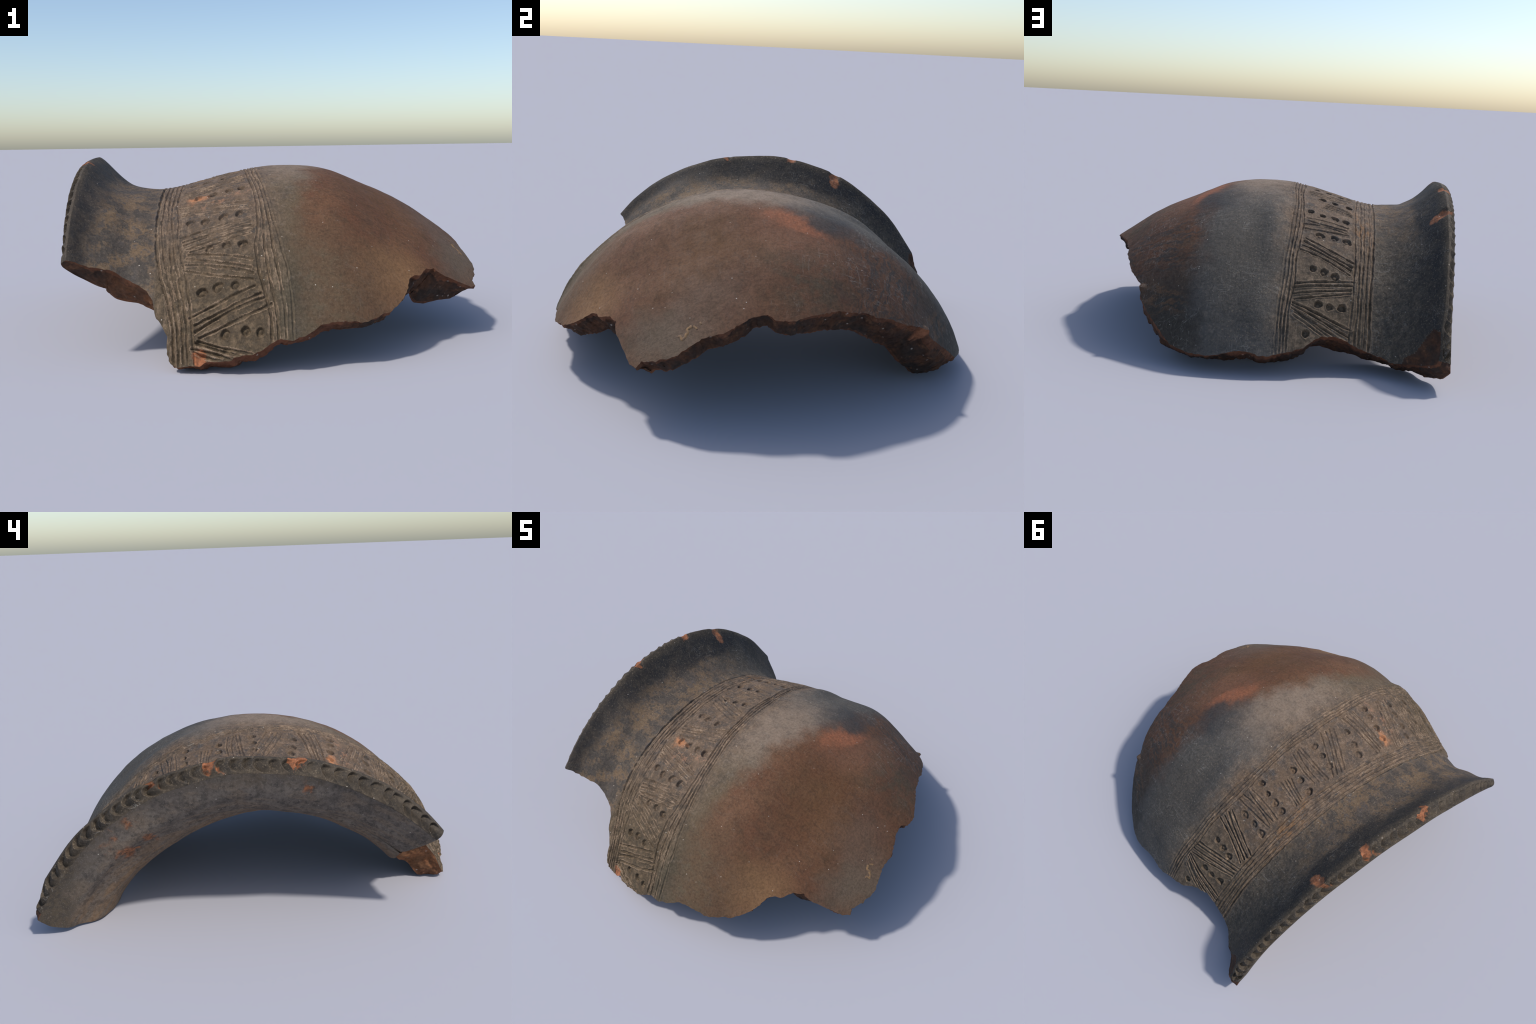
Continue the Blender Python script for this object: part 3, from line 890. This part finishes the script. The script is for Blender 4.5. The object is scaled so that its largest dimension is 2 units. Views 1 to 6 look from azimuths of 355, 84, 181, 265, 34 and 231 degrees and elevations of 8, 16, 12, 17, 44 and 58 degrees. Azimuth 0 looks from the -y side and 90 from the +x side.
def fracture_material(name, skin):
    k = Nodes(name)
    mid = k.noise(k.obj, 18, 5, .65)
    fine = k.noise(k.obj, 70, 4, .7)
    c = k.mix(k.ramp(mid, .36, .64), (.100, .046, .025), (.052, .030, .021))
    c = k.mix(k.ramp(k.noise(k.obj, 8, 4, .6), .46, .68, 0, .75), c, (.038, .030, .025))
    c = k.mix(k.ramp(k.noise(k.obj, 30, 4, .6), .55, .72, 0, .8), c, (.165, .082, .042))
    if skin:                                     # redder, oxidised just under the surface
        c = k.mix(k.ramp(mid, .30, .62, .85, .35), c, (.190, .075, .038))
    # well fired, oxidised orange by the neck corner and under the band
    c = k.mix(k.math("MULTIPLY", k.blob(-.52, -1.03, .20, .24, .3, 1.1), .8), c,
              k.mix(k.ramp(mid, .38, .62), (.25, .105, .045), (.16, .075, .035)))
    c = k.mix(k.math("MULTIPLY", k.blob(-.10, -1.17, .45, .07, .1, .9), .7), c, (.19, .075, .04))
    c = k.mix(k.blob(.62, .79, .02, .025, 0, .6, raw=True), c, (.30, .12, .06))
    c = k.mix(k.ramp(fine, .35, .70, 0, .55), c, k.mix(.6, c, (0, 0, 0)))
    c = k.mix(k.math("MULTIPLY", k.specks(34, .22, .07, .22), .8), c, (.36, .30, .25))
    nrm = k.bump(k.math("ADD", mid, fine), .6, .006)
    return k.finish(c, .85, nrm, .2)


def paint_material():
    k = Nodes("worn_ochre_paint")
    n = k.noise(k.obj, 90, 3, .6)
    c = k.mix(k.ramp(n, .35, .65), (.25, .145, .065), (.16, .10, .060))
    return k.finish(c, .7, k.bump(n, .2, .002), .2)


# ----------------------------------------------------------------------------
def mesh_object(name, co, faces, normals, mat, parent):
    me = bpy.data.meshes.new(name)
    me.from_pydata(co.tolist(), [], faces)
    me.materials.append(mat)
    me.polygons.foreach_set("use_smooth", np.ones(len(me.polygons), bool))
    me.update()
    if normals is not None:
        me.normals_split_custom_set_from_vertices(normals.tolist())
    ob = bpy.data.objects.new(name, me)
    bpy.context.scene.collection.objects.link(ob)
    ob.parent = parent
    return ob


def smooth_normals(V, faces, pick):
    """vertex normals of the picked faces only, area weighted"""
    N = np.zeros_like(V)
    for size in (3, 4):
        F = np.array([faces[i] for i in pick if len(faces[i]) == size])
        if not len(F):
            continue
        a, b = V[F[:, 2]] - V[F[:, 0]], V[F[:, -1]] - V[F[:, 1]]
        if size == 3:
            a, b = V[F[:, 1]] - V[F[:, 0]], V[F[:, 2]] - V[F[:, 0]]
        fn = np.cross(a, b)
        for c in range(size):
            np.add.at(N, F[:, c], fn)
    return N / (np.linalg.norm(N, axis=1)[:, None] + 1e-12)


def orient(V, faces, part):
    """turn every face so that it looks out of the wall"""
    out = []
    mid_phi = None
    for f, p in zip(faces, part):
        out.append(f)
    return out


def main():
    V, faces, part = build()
    low = V[:, 2] < .02                     # the feet are worn flat where the sherd stands
    V[low, 2] = .02 * np.exp((V[low, 2] - .02) / .02)
    V[:, 2] -= V[:, 2].min()
    # consistent outward winding
    me = bpy.data.meshes.new("whole")
    me.from_pydata(V.tolist(), [], faces)
    import bmesh
    bm = bmesh.new()
    bm.from_mesh(me)
    bmesh.ops.recalc_face_normals(bm, faces=bm.faces)
    faces = [tuple(v.index for v in f.verts) for f in bm.faces]
    bm.free()
    bpy.data.meshes.remove(me)

    root = bpy.data.objects.new("pottery_sherd", None)
    bpy.context.scene.collection.objects.link(root)
    root["label"] = "broken dark clay pot rim with incised zigzag band"
    root["category"] = "pottery sherd"

    pale_lines = outer_material("pale_line_edges", True)
    outer, inner, broken = outer_material("burnished_outer_clay", False), inner_material(), fracture_material("broken_clay_core", False)
    skin = fracture_material("broken_clay_skin", True)
    looks = {"lip": outer, "neck": outer, "decorated_band": outer, "body": outer, "interior": inner, "broken_edge": broken}
    groups = [("lip", "neck", "decorated_band", "body", "interior"), ("broken_edge",)]
    for group in groups:
        pick = np.where(np.isin(part, group))[0]
        N = smooth_normals(V, faces, pick)
        for name in group:
            sel = np.where(part == name)[0]
            fs = [faces[i] for i in sel]
            used = np.unique(np.concatenate([np.array(f) for f in fs]))
            new = np.full(len(V), -1)
            new[used] = np.arange(len(used))
            fs = [tuple(int(new[v]) for v in f) for f in fs]
            ob = mesh_object(name, V[used], fs, N[used], looks[name], root)
            if name == "decorated_band":
                ob.data.materials.append(pale_lines)
                ob.data.polygons.foreach_set("material_index", np.isin(sel, SKIN[1]).astype(np.int32))
            if name == "broken_edge":
                ob.data.materials.append(skin)
                ob.data.polygons.foreach_set("material_index", np.isin(sel, SKIN[0]).astype(np.int32))

    # worn brush-written mark near the far edge
    dz = -build.__dict__.get("dz", 0.0)
    lines = [[(.831, -.523), (.832, -.510), (.848, -.507), (.844, -.490), (.836, -.481), (.832, -.470), (.820, -.470), (.817, -.462), (.815, -.440)],
             [(.815, -.435), (.833, -.421)], [(.812, -.402), (.820, -.393)]]
    vs, fs = [], []
    for ln in lines:
        ln = np.array(ln)
        d = np.concatenate([[0], np.cumsum(np.hypot(*np.diff(ln, axis=0).T))])
        t = np.linspace(0, d[-1], max(6, int(d[-1] / .0025)))
        c = np.stack([np.interp(t, d, ln[:, i]) for i in (0, 1)], -1)
        tg = np.gradient(c, axis=0)
        tg /= np.linalg.norm(tg, axis=1)[:, None]
        sd = np.stack([-tg[:, 1], tg[:, 0]], -1)
        wdt = .0068 * (1 + .45 * noise(np.stack([c[:, 0], c[:, 1], t], -1), .012, 71, 2))
        wdt *= smooth(np.minimum(np.arange(len(t)) + 1, len(t) - np.arange(len(t))) / 3) * .8 + .2
        base = len(vs)
        for q in (-1, -.5, 0, .5, 1):
            e = c + sd * (wdt * q)[:, None]
            P = outer_base(e[:, 0], e[:, 1])
            P = P + base_normal(e[:, 0], e[:, 1]) * (0.0030 * noise(P, 0.30, 1, 2) + 0.0012 * noise(P, 0.07, 2, 2) + (.0016 if abs(q) < 1 else -.001))[:, None]
            vs += (P - np.array([0, 0, Z_SHIFT[0]])).tolist()
        n = len(t)
        for r in range(4):
            for i in range(n - 1):
                a = base + r * n + i
                fs.append((a, a + 1, a + n + 1, a + n))
    mark = mesh_object("painted_mark", np.array(vs), fs, None, paint_material(), root)
    return mark


Z_SHIFT = [0.0]
SKIN = [None, None]
_build = build


def build():
    V, faces, part = _build()
    z = V[:, 2].min()
    Z_SHIFT[0] = .02 * math.exp((z - .02) / .02)
    print("lowest before shift", Z_SHIFT[0], "bbox", V.min(0), V.max(0))
    return V, faces, part


main()
